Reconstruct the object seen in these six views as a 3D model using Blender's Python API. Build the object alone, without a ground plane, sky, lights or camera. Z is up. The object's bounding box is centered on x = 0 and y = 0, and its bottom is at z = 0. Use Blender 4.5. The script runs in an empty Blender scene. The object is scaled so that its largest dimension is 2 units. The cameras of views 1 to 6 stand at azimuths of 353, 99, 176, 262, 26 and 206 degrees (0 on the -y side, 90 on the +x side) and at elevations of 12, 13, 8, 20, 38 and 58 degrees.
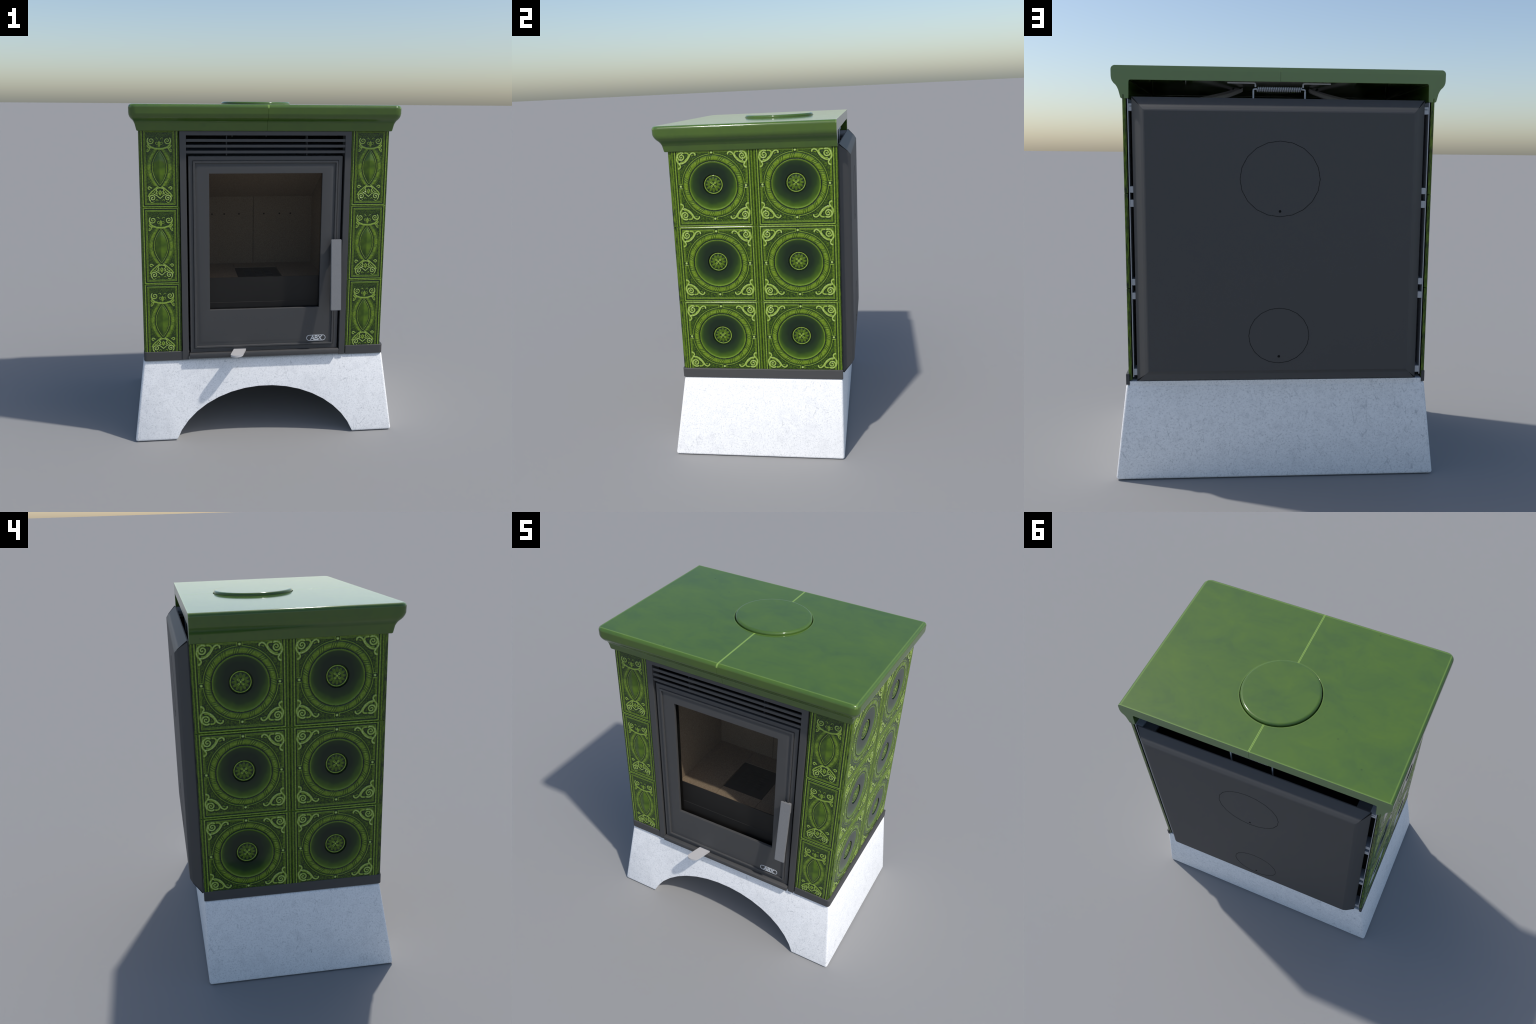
"""A wood stove clad in green glazed relief tiles, on a white arched plinth."""
import bpy, bmesh, math
import numpy as np
from mathutils import Matrix, Vector

CX = -0.0050           # tiles, door and slab sit 5 mm left of the plinth's middle

# --------------------------------------------------------------------------
# materials
# --------------------------------------------------------------------------
class Nodes:
    """small helper to wire up a node tree"""
    def __init__(self, name):
        self.mat = bpy.data.materials.new(name)
        self.mat.use_nodes = True
        self.t = self.mat.node_tree
        self.bsdf = self.t.nodes["Principled BSDF"]
        self.tc = self.t.nodes.new("ShaderNodeTexCoord")

    def link(self, a, b):
        self.t.links.new(a, b)

    def put(self, sock, v):
        if isinstance(v, bpy.types.NodeSocket):
            self.link(v, sock)
        else:
            sock.default_value = v

    def math(self, op, a, b=0.0, c=None, clamp=False):
        n = self.t.nodes.new("ShaderNodeMath")
        n.operation, n.use_clamp = op, clamp
        self.put(n.inputs[0], a)
        self.put(n.inputs[1], b)
        if c is not None:
            self.put(n.inputs[2], c)
        return n.outputs[0]

    def xyz(self, vec=None):
        n = self.t.nodes.new("ShaderNodeSeparateXYZ")
        self.link(vec or self.tc.outputs["Object"], n.inputs[0])
        return n.outputs

    def mapped(self, scale, loc=(0, 0, 0)):
        n = self.t.nodes.new("ShaderNodeMapping")
        n.inputs["Scale"].default_value, n.inputs["Location"].default_value = scale, loc
        self.link(self.tc.outputs["Object"], n.inputs[0])
        return n.outputs[0]

    def noise(self, scale, detail=3.0, rough=0.5, vec=None, distort=0.0):
        n = self.t.nodes.new("ShaderNodeTexNoise")
        n.inputs["Scale"].default_value, n.inputs["Detail"].default_value = scale, detail
        n.inputs["Roughness"].default_value, n.inputs["Distortion"].default_value = rough, distort
        self.link(vec or self.tc.outputs["Object"], n.inputs["Vector"])
        return n.outputs["Fac"]

    def ramp(self, fac, stops, smooth=False):
        n = self.t.nodes.new("ShaderNodeValToRGB")
        r = n.color_ramp
        r.interpolation = "EASE" if smooth else "LINEAR"
        while len(r.elements) < len(stops):
            r.elements.new(0.5)
        for e, (p, c) in zip(r.elements, stops):
            e.position = p
            e.color = (*c, 1) if not isinstance(c, (int, float)) else (c, c, c, 1)
        self.put(n.inputs[0], fac)
        return n.outputs[0]

    def smooth(self, x, lo, hi, a=0.0, b=1.0):
        n = self.t.nodes.new("ShaderNodeMapRange")
        n.interpolation_type = "SMOOTHSTEP"
        self.put(n.inputs["Value"], x)
        for k, v in (("From Min", lo), ("From Max", hi), ("To Min", a), ("To Max", b)):
            n.inputs[k].default_value = v
        return n.outputs[0]

    def mix(self, fac, a, b, mode="MIX"):
        n = self.t.nodes.new("ShaderNodeMix")
        n.data_type, n.blend_type = "RGBA", mode
        self.put(n.inputs[0], fac)
        for s, v in ((n.inputs[6], a), (n.inputs[7], b)):
            self.put(s, (*v, 1) if isinstance(v, tuple) else v)
        return n.outputs[2]

    def bump(self, height, strength, distance=0.002):
        n = self.t.nodes.new("ShaderNodeBump")
        n.inputs["Strength"].default_value, n.inputs["Distance"].default_value = strength, distance
        self.link(height, n.inputs["Height"])
        self.link(n.outputs[0], self.bsdf.inputs["Normal"])

    def done(self, color=None, rough=0.5, metallic=0.0, spec=0.5, coat=0.0):
        b = self.bsdf.inputs
        if color is not None:
            self.put(b["Base Color"], (*color, 1) if isinstance(color, tuple) else color)
        self.put(b["Roughness"], rough)
        b["Metallic"].default_value, b["Specular IOR Level"].default_value = metallic, spec
        b["Coat Weight"].default_value, b["Coat Roughness"].default_value = coat, 0.03
        return self.mat


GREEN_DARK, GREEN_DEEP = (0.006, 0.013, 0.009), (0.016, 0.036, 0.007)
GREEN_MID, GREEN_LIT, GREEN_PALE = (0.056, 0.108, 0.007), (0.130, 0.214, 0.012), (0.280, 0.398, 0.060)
GREEN_GLINT = (0.45, 0.56, 0.22)      # crests painted near white to copy glints


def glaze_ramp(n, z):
    """glaze pools dark in the hollows of the relief and runs thin and pale off its ridges; glints are painted on the crests"""
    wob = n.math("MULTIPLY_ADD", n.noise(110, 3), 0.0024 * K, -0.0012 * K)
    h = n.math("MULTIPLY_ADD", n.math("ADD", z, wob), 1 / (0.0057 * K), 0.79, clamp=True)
    return n.ramp(h, [(0.0, GREEN_DARK), (0.20, GREEN_DEEP), (0.39, GREEN_MID), (0.60, GREEN_LIT), (0.80, GREEN_PALE), (0.94, GREEN_GLINT)])


def tile_edge(n, col, x, y, w):
    """glaze runs in streaks down the narrow sides of a tile"""
    ex = n.math("SUBTRACT", n.math("ABSOLUTE", x), w / 2 - 0.0030)
    ey = n.math("SUBTRACT", n.math("ABSOLUTE", y), TILE_H / 2 - 0.0030)
    side = n.math("GREATER_THAN", n.math("MAXIMUM", ex, ey), 0.0)
    streak = n.ramp(n.noise(60, 3, 0.6, n.mapped((1, 0.35, 3.0))), [(0.35, GREEN_DARK), (0.5, GREEN_MID), (0.68, GREEN_LIT)])
    return n.mix(side, col, streak)


def mat_square_tile():
    n = Nodes("relief_tile_glaze")
    x, y, z = n.xyz()
    yr = n.math("SUBTRACT", y, RING_UP + 0.0)
    r = n.math("SQRT", n.math("ADD", n.math("MULTIPLY", x, x), n.math("MULTIPLY", yr, yr)))
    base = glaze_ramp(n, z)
    # the dish: baked reflection painted as a dark middle set high, greener rim
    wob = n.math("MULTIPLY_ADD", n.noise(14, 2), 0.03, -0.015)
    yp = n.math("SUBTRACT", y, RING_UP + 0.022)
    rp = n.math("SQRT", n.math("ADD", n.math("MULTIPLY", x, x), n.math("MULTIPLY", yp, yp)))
    dish_shade = n.ramp(n.math("MULTIPLY", n.math("ADD", rp, wob), 1 / 0.16),
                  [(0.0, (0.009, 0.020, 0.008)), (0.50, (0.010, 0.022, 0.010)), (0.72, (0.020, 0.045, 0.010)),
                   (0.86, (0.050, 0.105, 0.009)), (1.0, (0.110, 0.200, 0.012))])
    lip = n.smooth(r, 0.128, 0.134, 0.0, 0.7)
    dish_shade = n.mix(lip, dish_shade, (0.120, 0.210, 0.014))
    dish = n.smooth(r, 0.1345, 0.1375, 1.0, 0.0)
    col = n.mix(dish, base, dish_shade)
    # rosette boss stands out of the darkened dish
    ye = n.math("SUBTRACT", y, ROSE_UP)
    re = n.math("SQRT", n.math("ADD", n.math("MULTIPLY", x, x), n.math("MULTIPLY", ye, ye)))
    dome = n.math("MULTIPLY_ADD", n.math("MULTIPLY", re, re), HUB / 0.056 ** 2, BOWL - 0.0042 * K - HUB)
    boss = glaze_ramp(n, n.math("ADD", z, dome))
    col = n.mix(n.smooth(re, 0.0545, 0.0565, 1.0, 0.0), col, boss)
    col = tile_edge(n, col, x, y, SQ_W)
    n.bump(n.noise(40, 2), 0.06)
    return n.done(col, n.math("MULTIPLY_ADD", dish, -0.06, 0.13), spec=0.32)


def mat_narrow_tile():
    n = Nodes("almond_tile_glaze")
    x, y, z = n.xyz()
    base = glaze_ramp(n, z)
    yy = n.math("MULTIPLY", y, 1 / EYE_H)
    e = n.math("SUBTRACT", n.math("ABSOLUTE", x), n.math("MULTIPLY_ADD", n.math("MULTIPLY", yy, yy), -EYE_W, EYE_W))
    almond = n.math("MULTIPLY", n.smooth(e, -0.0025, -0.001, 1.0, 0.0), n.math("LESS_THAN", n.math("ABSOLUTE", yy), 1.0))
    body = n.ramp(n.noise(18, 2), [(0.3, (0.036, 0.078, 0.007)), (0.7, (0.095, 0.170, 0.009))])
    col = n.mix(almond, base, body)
    col = tile_edge(n, col, x, y, NA_W)
    n.bump(n.noise(60, 3), 0.08)
    return n.done(col, 0.13, spec=0.42)


def mat_slab(lid=False):
    n = Nodes("lid_glaze" if lid else "slab_glaze")
    x, y, z = n.xyz()
    big = n.noise(4.2, 6, 0.68, n.mapped((1.0, 1.5, 1.0)), 0.5)
    col = n.ramp(big, [(0.25, (0.051, 0.106, 0.029)), (0.48, (0.066, 0.131, 0.025)), (0.75, (0.080, 0.150, 0.021))])
    fine = n.noise(26, 5, 0.7)
    col = n.mix(n.smooth(fine, 0.62, 0.78, 0.0, 0.5), col, (0.035, 0.090, 0.028))
    fascia = n.smooth(z, SLAB_TOP - 0.016, SLAB_TOP - 0.006, 0.5, 0.0)
    col = n.mix(fascia, col, (0.066, 0.108, 0.018))  # slab's outer edge darkened in colour to carry baked shading
    # pale lines where the glaze runs thin: the joint, the arrises and the rim of the lid hole
    ax = n.math("ABSOLUTE", n.math("SUBTRACT", x, SEAM_X))
    seam = n.smooth(ax, 0.003, 0.0065, 0.0 if lid else 1.0, 0.0)
    top = n.math("GREATER_THAN", z, SLAB_TOP - 0.02)
    side = n.math("ABSOLUTE", n.math("SUBTRACT", n.math("ABSOLUTE", n.math("SUBTRACT", x, CX)), SLAB_HX - 0.017))
    front = n.math("ABSOLUTE", n.math("SUBTRACT", y, SLAB_Y0 + 0.017))
    back = n.math("ABSOLUTE", n.math("SUBTRACT", y, SLAB_Y1 - 0.003))
    edge = n.smooth(n.math("MINIMUM", n.math("MINIMUM", side, front), back), 0.001, 0.006, 1.0, 0.0)
    lx, ly = n.math("SUBTRACT", x, LID[0]), n.math("SUBTRACT", y, LID[1])
    lr = n.math("SQRT", n.math("ADD", n.math("MULTIPLY", lx, lx), n.math("MULTIPLY", ly, ly)))
    rim = n.smooth(n.math("ABSOLUTE", n.math("SUBTRACT", lr, LID[2] + 0.007)), 0.001, 0.005, 1.0, 0.0)
    pale = n.math("MULTIPLY", top, n.math("MAXIMUM", seam, n.math("MAXIMUM", n.math("MULTIPLY", edge, 0.38), n.math("MULTIPLY", rim, 0.2))))
    col = n.mix(pale, col, (0.215, 0.340, 0.075))
    # rear face painted lighter: its baked light copied into the colour
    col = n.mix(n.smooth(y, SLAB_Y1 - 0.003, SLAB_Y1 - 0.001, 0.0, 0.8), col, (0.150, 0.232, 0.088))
    # glaze gathered in the hollow of the ogee
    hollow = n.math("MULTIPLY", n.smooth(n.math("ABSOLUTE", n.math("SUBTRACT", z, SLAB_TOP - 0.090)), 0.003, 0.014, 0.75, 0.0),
                    n.math("LESS_THAN", y, SLAB_Y1 - 0.002))
    col = n.mix(hollow, col, (0.030, 0.085, 0.006))
    # small burnt specks
    v = n.t.nodes.new("ShaderNodeTexVoronoi")
    v.inputs["Scale"].default_value = 5.5
    n.link(n.tc.outputs["Object"], v.inputs["Vector"])
    col = n.mix(n.smooth(v.outputs["Distance"], 0.016, 0.045, 0.55, 0.0), col, (0.02, 0.05, 0.015))
    n.bump(n.noise(9, 3), 0.05, 0.004)
    return n.done(col, 0.10, spec=0.5)


def mat_plinth():
    n = Nodes("white_cast_stone")
    speck = n.noise(135, 3, 0.65)
    pits = n.noise(60, 4, 0.7, n.mapped((1.6, 1.6, 0.45)), 0.4)
    area = n.noise(7, 3)
    v = n.t.nodes.new("ShaderNodeTexVoronoi")
    v.feature = "DISTANCE_TO_EDGE"
    v.inputs["Scale"].default_value = 24.0
    n.link(n.mapped((1.0, 1.0, 0.4)), v.inputs["Vector"])
    crack = n.math("MULTIPLY", n.smooth(v.outputs["Distance"], 0.0, 0.06, 1.0, 0.0),
                   n.math("MULTIPLY", n.smooth(n.noise(26, 2), 0.52, 0.66), n.smooth(area, 0.42, 0.6)))
    col = n.ramp(speck, [(0.30, (0.60, 0.61, 0.622)), (0.40, (0.80, 0.805, 0.812)), (0.52, (0.90, 0.903, 0.906)), (0.7, (0.93, 0.932, 0.934))])
    cloud = n.noise(16, 4, 0.65)
    col = n.mix(n.smooth(cloud, 0.45, 0.75, 0.0, 0.30), col, (0.62, 0.63, 0.645))
    col = n.mix(n.smooth(pits, 0.68, 0.76, 0.0, 0.5), col, (0.42, 0.43, 0.46))
    col = n.mix(n.math("MULTIPLY", crack, 0.42), col, (0.33, 0.35, 0.38))
    n.bump(n.math("SUBTRACT", speck, n.math("MULTIPLY", crack, 1.5)), 0.15, 0.001)
    return n.done(col, 0.85, spec=0.2)


def mat_plain(name, color, rough, metallic=0.0, spec=0.5, grain=0.0, scale=300):
    n = Nodes(name)
    c = n.ramp(n.noise(scale, 2), [(0.3, tuple(v * (1 - grain) for v in color)), (0.7, tuple(v * (1 + grain) for v in color))])
    return n.done(c, rough, metallic, spec)


def mat_brushed(name, color):
    n = Nodes(name)
    f = n.noise(60, 3, 0.6, n.mapped((14, 14, 0.6)))
    c = n.ramp(f, [(0.3, tuple(v * 0.9 for v in color)), (0.7, tuple(v * 1.08 for v in color))])
    return n.done(c, 0.5, 0.1, 0.4)


def mat_vermiculite():
    n = Nodes("vermiculite_board")
    c = n.ramp(n.noise(220, 3, 0.7), [(0.3, (0.24, 0.188, 0.136)), (0.5, (0.36, 0.287, 0.212)), (0.7, (0.44, 0.362, 0.275))])
    return n.done(c, 0.95, spec=0.1)


def mat_glass():
    n = Nodes("smoked_glass")
    t, nodes = n.t, n.t.nodes
    nodes.remove(n.bsdf)
    out = [x for x in nodes if x.type == "OUTPUT_MATERIAL"][0]
    clear, gloss, mix = nodes.new("ShaderNodeBsdfTransparent"), nodes.new("ShaderNodeBsdfGlossy"), nodes.new("ShaderNodeMixShader")
    tint = n.ramp(n.noise(3, 1), [(0.0, (0.80, 0.79, 0.77)), (1.0, (0.84, 0.83, 0.81))])
    n.link(tint, clear.inputs["Color"])
    gloss.inputs["Roughness"].default_value = 0.05
    mix.inputs[0].default_value = 0.012
    n.link(clear.outputs[0], mix.inputs[1])
    n.link(gloss.outputs[0], mix.inputs[2])
    n.link(mix.outputs[0], out.inputs["Surface"])
    return n.mat


# --------------------------------------------------------------------------
# mesh helpers
# --------------------------------------------------------------------------
def place(name, mesh, mat, parent, smooth=None):
    ob = bpy.data.objects.new(name, mesh)
    bpy.context.scene.collection.objects.link(ob)
    if mat is not None and not mesh.materials:
        mesh.materials.append(mat)
    ob.parent = parent
    if smooth is not None:
        mesh.shade_smooth()
        mesh.set_sharp_from_angle(angle=math.radians(smooth))
    return ob


def from_bmesh(name, bm, mat, parent, smooth=None):
    bmesh.ops.recalc_face_normals(bm, faces=bm.faces)
    me = bpy.data.meshes.new(name)
    bm.to_mesh(me)
    bm.free()
    return place(name, me, mat, parent, smooth)


def add_box(bm, x, y, z, bevel=0.0, seg=2):
    r = bmesh.ops.create_cube(bm, size=1.0)
    m = Matrix.Translation(((x[0] + x[1]) / 2, (y[0] + y[1]) / 2, (z[0] + z[1]) / 2)) @ \
        Matrix.Diagonal((x[1] - x[0], y[1] - y[0], z[1] - z[0], 1))
    bmesh.ops.transform(bm, matrix=m, verts=r["verts"])
    if bevel:
        edges = list({e for v in r["verts"] for e in v.link_edges})
        bmesh.ops.bevel(bm, geom=edges, offset=bevel, segments=seg, affect="EDGES", profile=0.5)


def box(name, x, y, z, mat, parent, bevel=0.0, seg=2):
    bm = bmesh.new()
    add_box(bm, x, y, z, bevel, seg)
    return from_bmesh(name, bm, mat, parent, 40 if bevel else None)


def rect_ring(bm, cx, cz, hx, hz, y):
    return [bm.verts.new((cx + sx * hx, y, cz + sz * hz)) for sx, sz in ((-1, -1), (1, -1), (1, 1), (-1, 1))]


def bridge(bm, a, b):
    for i in range(len(a)):
        j = (i + 1) % len(a)
        bm.faces.new((a[i], a[j], b[j], b[i]))


def prism(bm, outline, axis, lo, hi):
    """extrude a closed 2D outline along axis 0/1/2"""
    def co(p, t):
        c = list(p)
        c.insert(axis, t)
        return c
    a = [bm.verts.new(co(p, lo)) for p in outline]
    b = [bm.verts.new(co(p, hi)) for p in outline]
    bm.faces.new(a)
    bm.faces.new(b[::-1])
    bridge(bm, a, b)


def tube(bm, pts, radius, sides=10):
    pts = [Vector(p) for p in pts]
    rings = []
    up = Vector((0, 0, 1))
    for i, p in enumerate(pts):
        d = (pts[min(i + 1, len(pts) - 1)] - pts[max(i - 1, 0)]).normalized()
        s = d.cross(up)
        if s.length < 0.2:
            s = d.cross(Vector((0, 1, 0)))
        s.normalize()
        t = s.cross(d).normalized()
        rings.append([bm.verts.new(p + radius * (math.cos(a) * s + math.sin(a) * t))
                      for a in (k * math.tau / sides for k in range(sides))])
    for a, b in zip(rings, rings[1:]):
        bridge(bm, a, b)
    bm.faces.new(rings[0])
    bm.faces.new(rings[-1][::-1])


def round_path(pts, radius, n=5):
    """polyline with rounded inner corners"""
    pts = [Vector(p) for p in pts]
    out = [pts[0]]
    for a, b, c in zip(pts, pts[1:], pts[2:]):
        p, q = b + (a - b).normalized() * radius, b + (c - b).normalized() * radius
        for k in range(n + 1):
            t = k / n
            out.append((1 - t) ** 2 * p + 2 * t * (1 - t) * b + t * t * q)
    return out + [pts[-1]]


def apply_modifiers(ob):
    dg = bpy.context.evaluated_depsgraph_get()
    me = bpy.data.meshes.new_from_object(ob.evaluated_get(dg))
    ob.modifiers.clear()
    old, ob.data = ob.data, me
    name = old.name
    bpy.data.meshes.remove(old)
    me.name = name


def cut(ob, bm):
    """subtract the solid held in bm"""
    bmesh.ops.recalc_face_normals(bm, faces=bm.faces)
    me = bpy.data.meshes.new("cutter")
    bm.to_mesh(me)
    bm.free()
    c = bpy.data.objects.new("cutter", me)
    bpy.context.scene.collection.objects.link(c)
    m = ob.modifiers.new("cut", "BOOLEAN")
    m.operation, m.solver, m.object = "DIFFERENCE", "EXACT", c
    apply_modifiers(ob)
    bpy.data.objects.remove(c)
    bpy.data.meshes.remove(me)


# --------------------------------------------------------------------------
# relief tiles: height fields made from frames, rings, scroll strokes
# --------------------------------------------------------------------------
TILE_H, TILE_T = 0.449, 0.018
SQ_W, NA_W = 0.4692, 0.221
RING_UP, ROSE_UP, BOWL = 0.009, 0.016, 0.0105
EYE_W, EYE_H = 0.0355, 0.094
MM, HUB = 0.001, 0.0035
K = 0.65                # how far the drawn relief (in nominal mm) really stands out


def sstep(x, lo, hi):
    t = np.clip((x - lo) / (hi - lo), 0, 1)
    return t * t * (3 - 2 * t)


def bell(x, c, s):
    return np.exp(-((x - c) / s) ** 2)


def stroke(U, V, pts, w0, w1=None):
    """round-backed ridge along a polyline whose half-width goes from w0 to w1; 0..1"""
    w1 = w0 if w1 is None else w1
    best = np.zeros_like(U)
    n = len(pts) - 1
    lo, hi = np.min(pts, 0) - 0.012, np.max(pts, 0) + 0.012
    win = (U > lo[0]) & (U < hi[0]) & (V > lo[1]) & (V < hi[1])
    u, v = U[win], V[win]
    b = np.zeros_like(u)
    for i in range(n):
        (ax, ay), (bx, by) = pts[i], pts[i + 1]
        dx, dy = bx - ax, by - ay
        t = np.clip(((u - ax) * dx + (v - ay) * dy) / (dx * dx + dy * dy + 1e-12), 0, 1)
        d = np.hypot(u - ax - t * dx, v - ay - t * dy)
        w = w0 + (w1 - w0) * (i + t) / n
        b = np.maximum(b, np.sqrt(np.clip(1 - (d / w) ** 2, 0, 1)))
    best[win] = b
    return best


def curve(pts, n=8):
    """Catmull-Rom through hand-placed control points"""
    p = np.array([pts[0], *pts, pts[-1]], float)
    out = []
    for i in range(1, len(p) - 2):
        for t in np.linspace(0, 1, n, endpoint=False):
            a, b, c, d = p[i - 1], p[i], p[i + 1], p[i + 2]
            out.append(0.5 * (2 * b + (c - a) * t + (2 * a - 5 * b + 4 * c - d) * t * t + (3 * b - a - 3 * c + d) * t ** 3))
    return np.array(out + [p[-2]])


def volute(cx, cy, r0, r1, a0, turns, n=48):
    t = np.linspace(0, 1, n)
    a = math.radians(a0) + turns * math.tau * t
    r = r0 + (r1 - r0) * t
    return np.stack([cx + r * np.cos(a), cy + r * np.sin(a)], 1)


def frame_profile(d):
    """height in mm against distance from the tile's edge: broad ridge, channel, two thin fillets"""
    h = np.full_like(d, -3.2)
    h += 3.2 * bell(d, 0.0060, 0.0034)
    h -= 1.4 * bell(d, 0.0130, 0.0028)
    h += 2.9 * bell(d, 0.0190, 0.0020)
    h += 2.6 * bell(d, 0.0252, 0.0019)
    return h


def stipple(U, V, seed):
    rng = np.random.default_rng(seed)
    g = rng.random(U.shape)
    k = (g + np.roll(g, 1, 0) + np.roll(g, 1, 1) + np.roll(g, (1, 1), (0, 1)) + np.roll(g, -1, 0) + np.roll(g, -1, 1)) / 6
    return (k - 0.5) * 2


def square_relief(U, V):
    W, H = SQ_W / 2, TILE_H / 2
    dx, dy = W - np.abs(U), H - np.abs(V)
    dxs = dx - 0.0175
    d = np.minimum(dxs, dy)
    h = frame_profile(d)
    # a spare moulding down each long joint
    extra = -3.4 + 2.4 * bell(dx, 0.0085, 0.0040)
    h = np.where(dxs < 0.0, np.maximum(extra, frame_profile(np.maximum(dxs, -0.01))), h)
    field = sstep(d, 0.0275, 0.0295)
    h = h * (1 - field) + field * (-2.75 + 1.8 * stipple(U, V, 3))
    # fillet around the ring
    y = V - RING_UP
    r, a = np.hypot(U, y), np.arctan2(y, U)
    h = np.where(r < 0.186, np.minimum(h, -3.6 + 0.0 * r), h)
    h = np.maximum(h, -3.6 + 3.2 * bell(r, 0.1795, 0.0024))
    # rope moulding with bundles of slanted cuts
    mid, half = 0.1585, 0.0150
    q = (r - mid) / half
    rope = -3.6 + 2.9 * np.sqrt(np.clip(1 - q * q, 0, 1))
    slant = a + 0.045 * q
    bundle = 0.5 + 0.5 * np.cos(slant * 15)
    cuts = (0.5 + 0.5 * np.cos(slant * 90)) ** 2 * sstep(bundle, 0.45, 0.75)
    hatch = 0.5 + 0.5 * np.cos(a * 260 - 9 * q)
    rope -= (2.1 * cuts + 0.45 * hatch * (1 - sstep(bundle, 0.5, 0.8))) * np.clip(1 - q ** 4, 0, 1)
    h = np.where(np.abs(q) < 1, np.maximum(h, rope), h)
    h = np.where((r < mid - half) & (r > 0.1375), -4.2, h)
    # dish
    rim = 0.1385
    s = np.clip(r / rim, 0, 1)
    dish = -0.9 - (BOWL / MM / K - 0.9) * (1 - s ** 3.6)
    h = np.where(r < rim, np.maximum(dish, -4.2 + 3.6 * bell(r, rim - 0.0022, 0.0026)), h)
    # rosette: ring, twelve petals, four inner leaves, a bead
    y2 = V - ROSE_UP
    r2, a2 = np.hypot(U, y2), np.arctan2(y2, U)
    floor = -BOWL / MM / K
    petal_r = 0.034
    k = np.abs(((a2 / (math.tau / 12)) + 0.5) % 1 - 0.5) * (math.tau / 12) * r2
    wid = 0.0085 * np.clip(1 - ((r2 - 0.031) / 0.0165) ** 2, 0, 1)
    pet = np.sqrt(np.clip(1 - (k / (wid + 1e-6)) ** 2, 0, 1)) * (wid > 0.0008)
    boss = floor + 0.2 + 2.6 * pet * np.clip(wid / 0.0085 + 0.3, 0, 1)
    boss -= 1.0 * bell(k, 0, 0.0012) * pet
    k4 = np.abs((((a2 - math.pi / 4) / (math.tau / 4)) + 0.5) % 1 - 0.5) * (math.tau / 4) * r2
    leaf = np.hypot((r2 - 0.0145) / 0.0085, k4 / 0.0075)
    boss = np.maximum(boss, floor + 3.9 * np.sqrt(np.clip(1 - (leaf - 0.55) ** 2 / 0.2, 0, 1)))
    boss = np.maximum(boss, floor + 4.6 * np.sqrt(np.clip(1 - (r2 / 0.0075) ** 2, 0, 1)))
    boss = np.maximum(boss, floor + 4.2 * np.sqrt(np.clip(1 - ((r2 - 0.0505) / 0.0034) ** 2, 0, 1)))
    boss = boss + HUB / MM / K * np.clip(1 - (r2 / 0.056) ** 2, 0, 1)   # the hub swells towards its middle
    inside = r2 < 0.0545
    h = np.where(inside, boss, h)
    h = np.where((r2 >= 0.0545) & (r2 < 0.059), np.minimum(h, floor - 0.6), h)
    # beads at the four compass points, each between two short bars
    for bu, bv in ((0, 0.188), (0, -0.188), (0.188, 0), (-0.188, 0)):
        e = np.hypot(U - bu, y - bv)
        h = np.where(e < 0.0125, np.minimum(h, -3.8), h)
        h = np.where(e < 0.0085, np.maximum(h, -3.6 + 4.5 * np.sqrt(np.clip(1 - (e / 0.0085) ** 2, 0, 1))), h)
        tu, tv = (1, 0) if bu == 0 else (0, 1)
        for sg in (-1, 1):
            c = (bu + sg * 0.0125 * tu, bv + sg * 0.0125 * tv)
            bar = [(c[0] - 0.006 * tv, c[1] - 0.006 * tu), (c[0] + 0.006 * tv, c[1] + 0.006 * tu)]
            s1 = stroke(U, y, np.array(bar), 0.0026)
            h = np.where(s1 > 0, np.maximum(h, -3.6 + 3.4 * s1), h)
    # corner scrolls, drawn once and mirrored into the four corners
    A, B = np.abs(U), np.abs(y)
    cu, cv = 0.1740, 0.1670
    strokes = [
        (volute(cu, cv, 0.003, 0.0245, -150, 1.75), 0.0030, 0.0050, 4.0),
        (curve([(0.196, 0.178), (0.201, 0.150), (0.190, 0.131), (0.168, 0.131), (0.146, 0.144), (0.131, 0.163),
                (0.121, 0.180), (0.106, 0.189), (0.094, 0.183), (0.093, 0.176)]), 0.0045, 0.0045, 4.0),
        (curve([(0.150, 0.189), (0.137, 0.187), (0.131, 0.176), (0.139, 0.160), (0.154, 0.146)]), 0.0050, 0.0036, 3.6),
        (curve([(0.189, 0.128), (0.182, 0.116), (0.186, 0.105), (0.194, 0.101)]), 0.0036, 0.0055, 4.0),
        (curve([(0.150, 0.150), (0.163, 0.139), (0.179, 0.138)]), 0.0040, 0.0030, 3.2),
        (curve([(0.113, 0.172), (0.104, 0.176)]), 0.0040, 0.0030, 2.6),
    ]
    mask = np.zeros_like(U)
    add = np.full_like(U, -99.0)
    for pts, w0, w1, amp in strokes:
        w0, w1 = w0 * 1.3, w1 * 1.3
        wide = stroke(A, B, pts, w0 + 0.0032, w1 + 0.0032)
        mask = np.maximum(mask, wide > 0)
        s1 = stroke(A, B, pts, w0, w1)
        add = np.maximum(add, np.where(s1 > 0, -4.0 + (amp + 0.45) * s1, -99.0))
    h = np.where((mask > 0) & (r > 0.183) & (d > 0.0275), np.minimum(h, -4.0), h)
    h = np.maximum(h, np.where((r > 0.181), add, -99.0))
    return h


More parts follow.
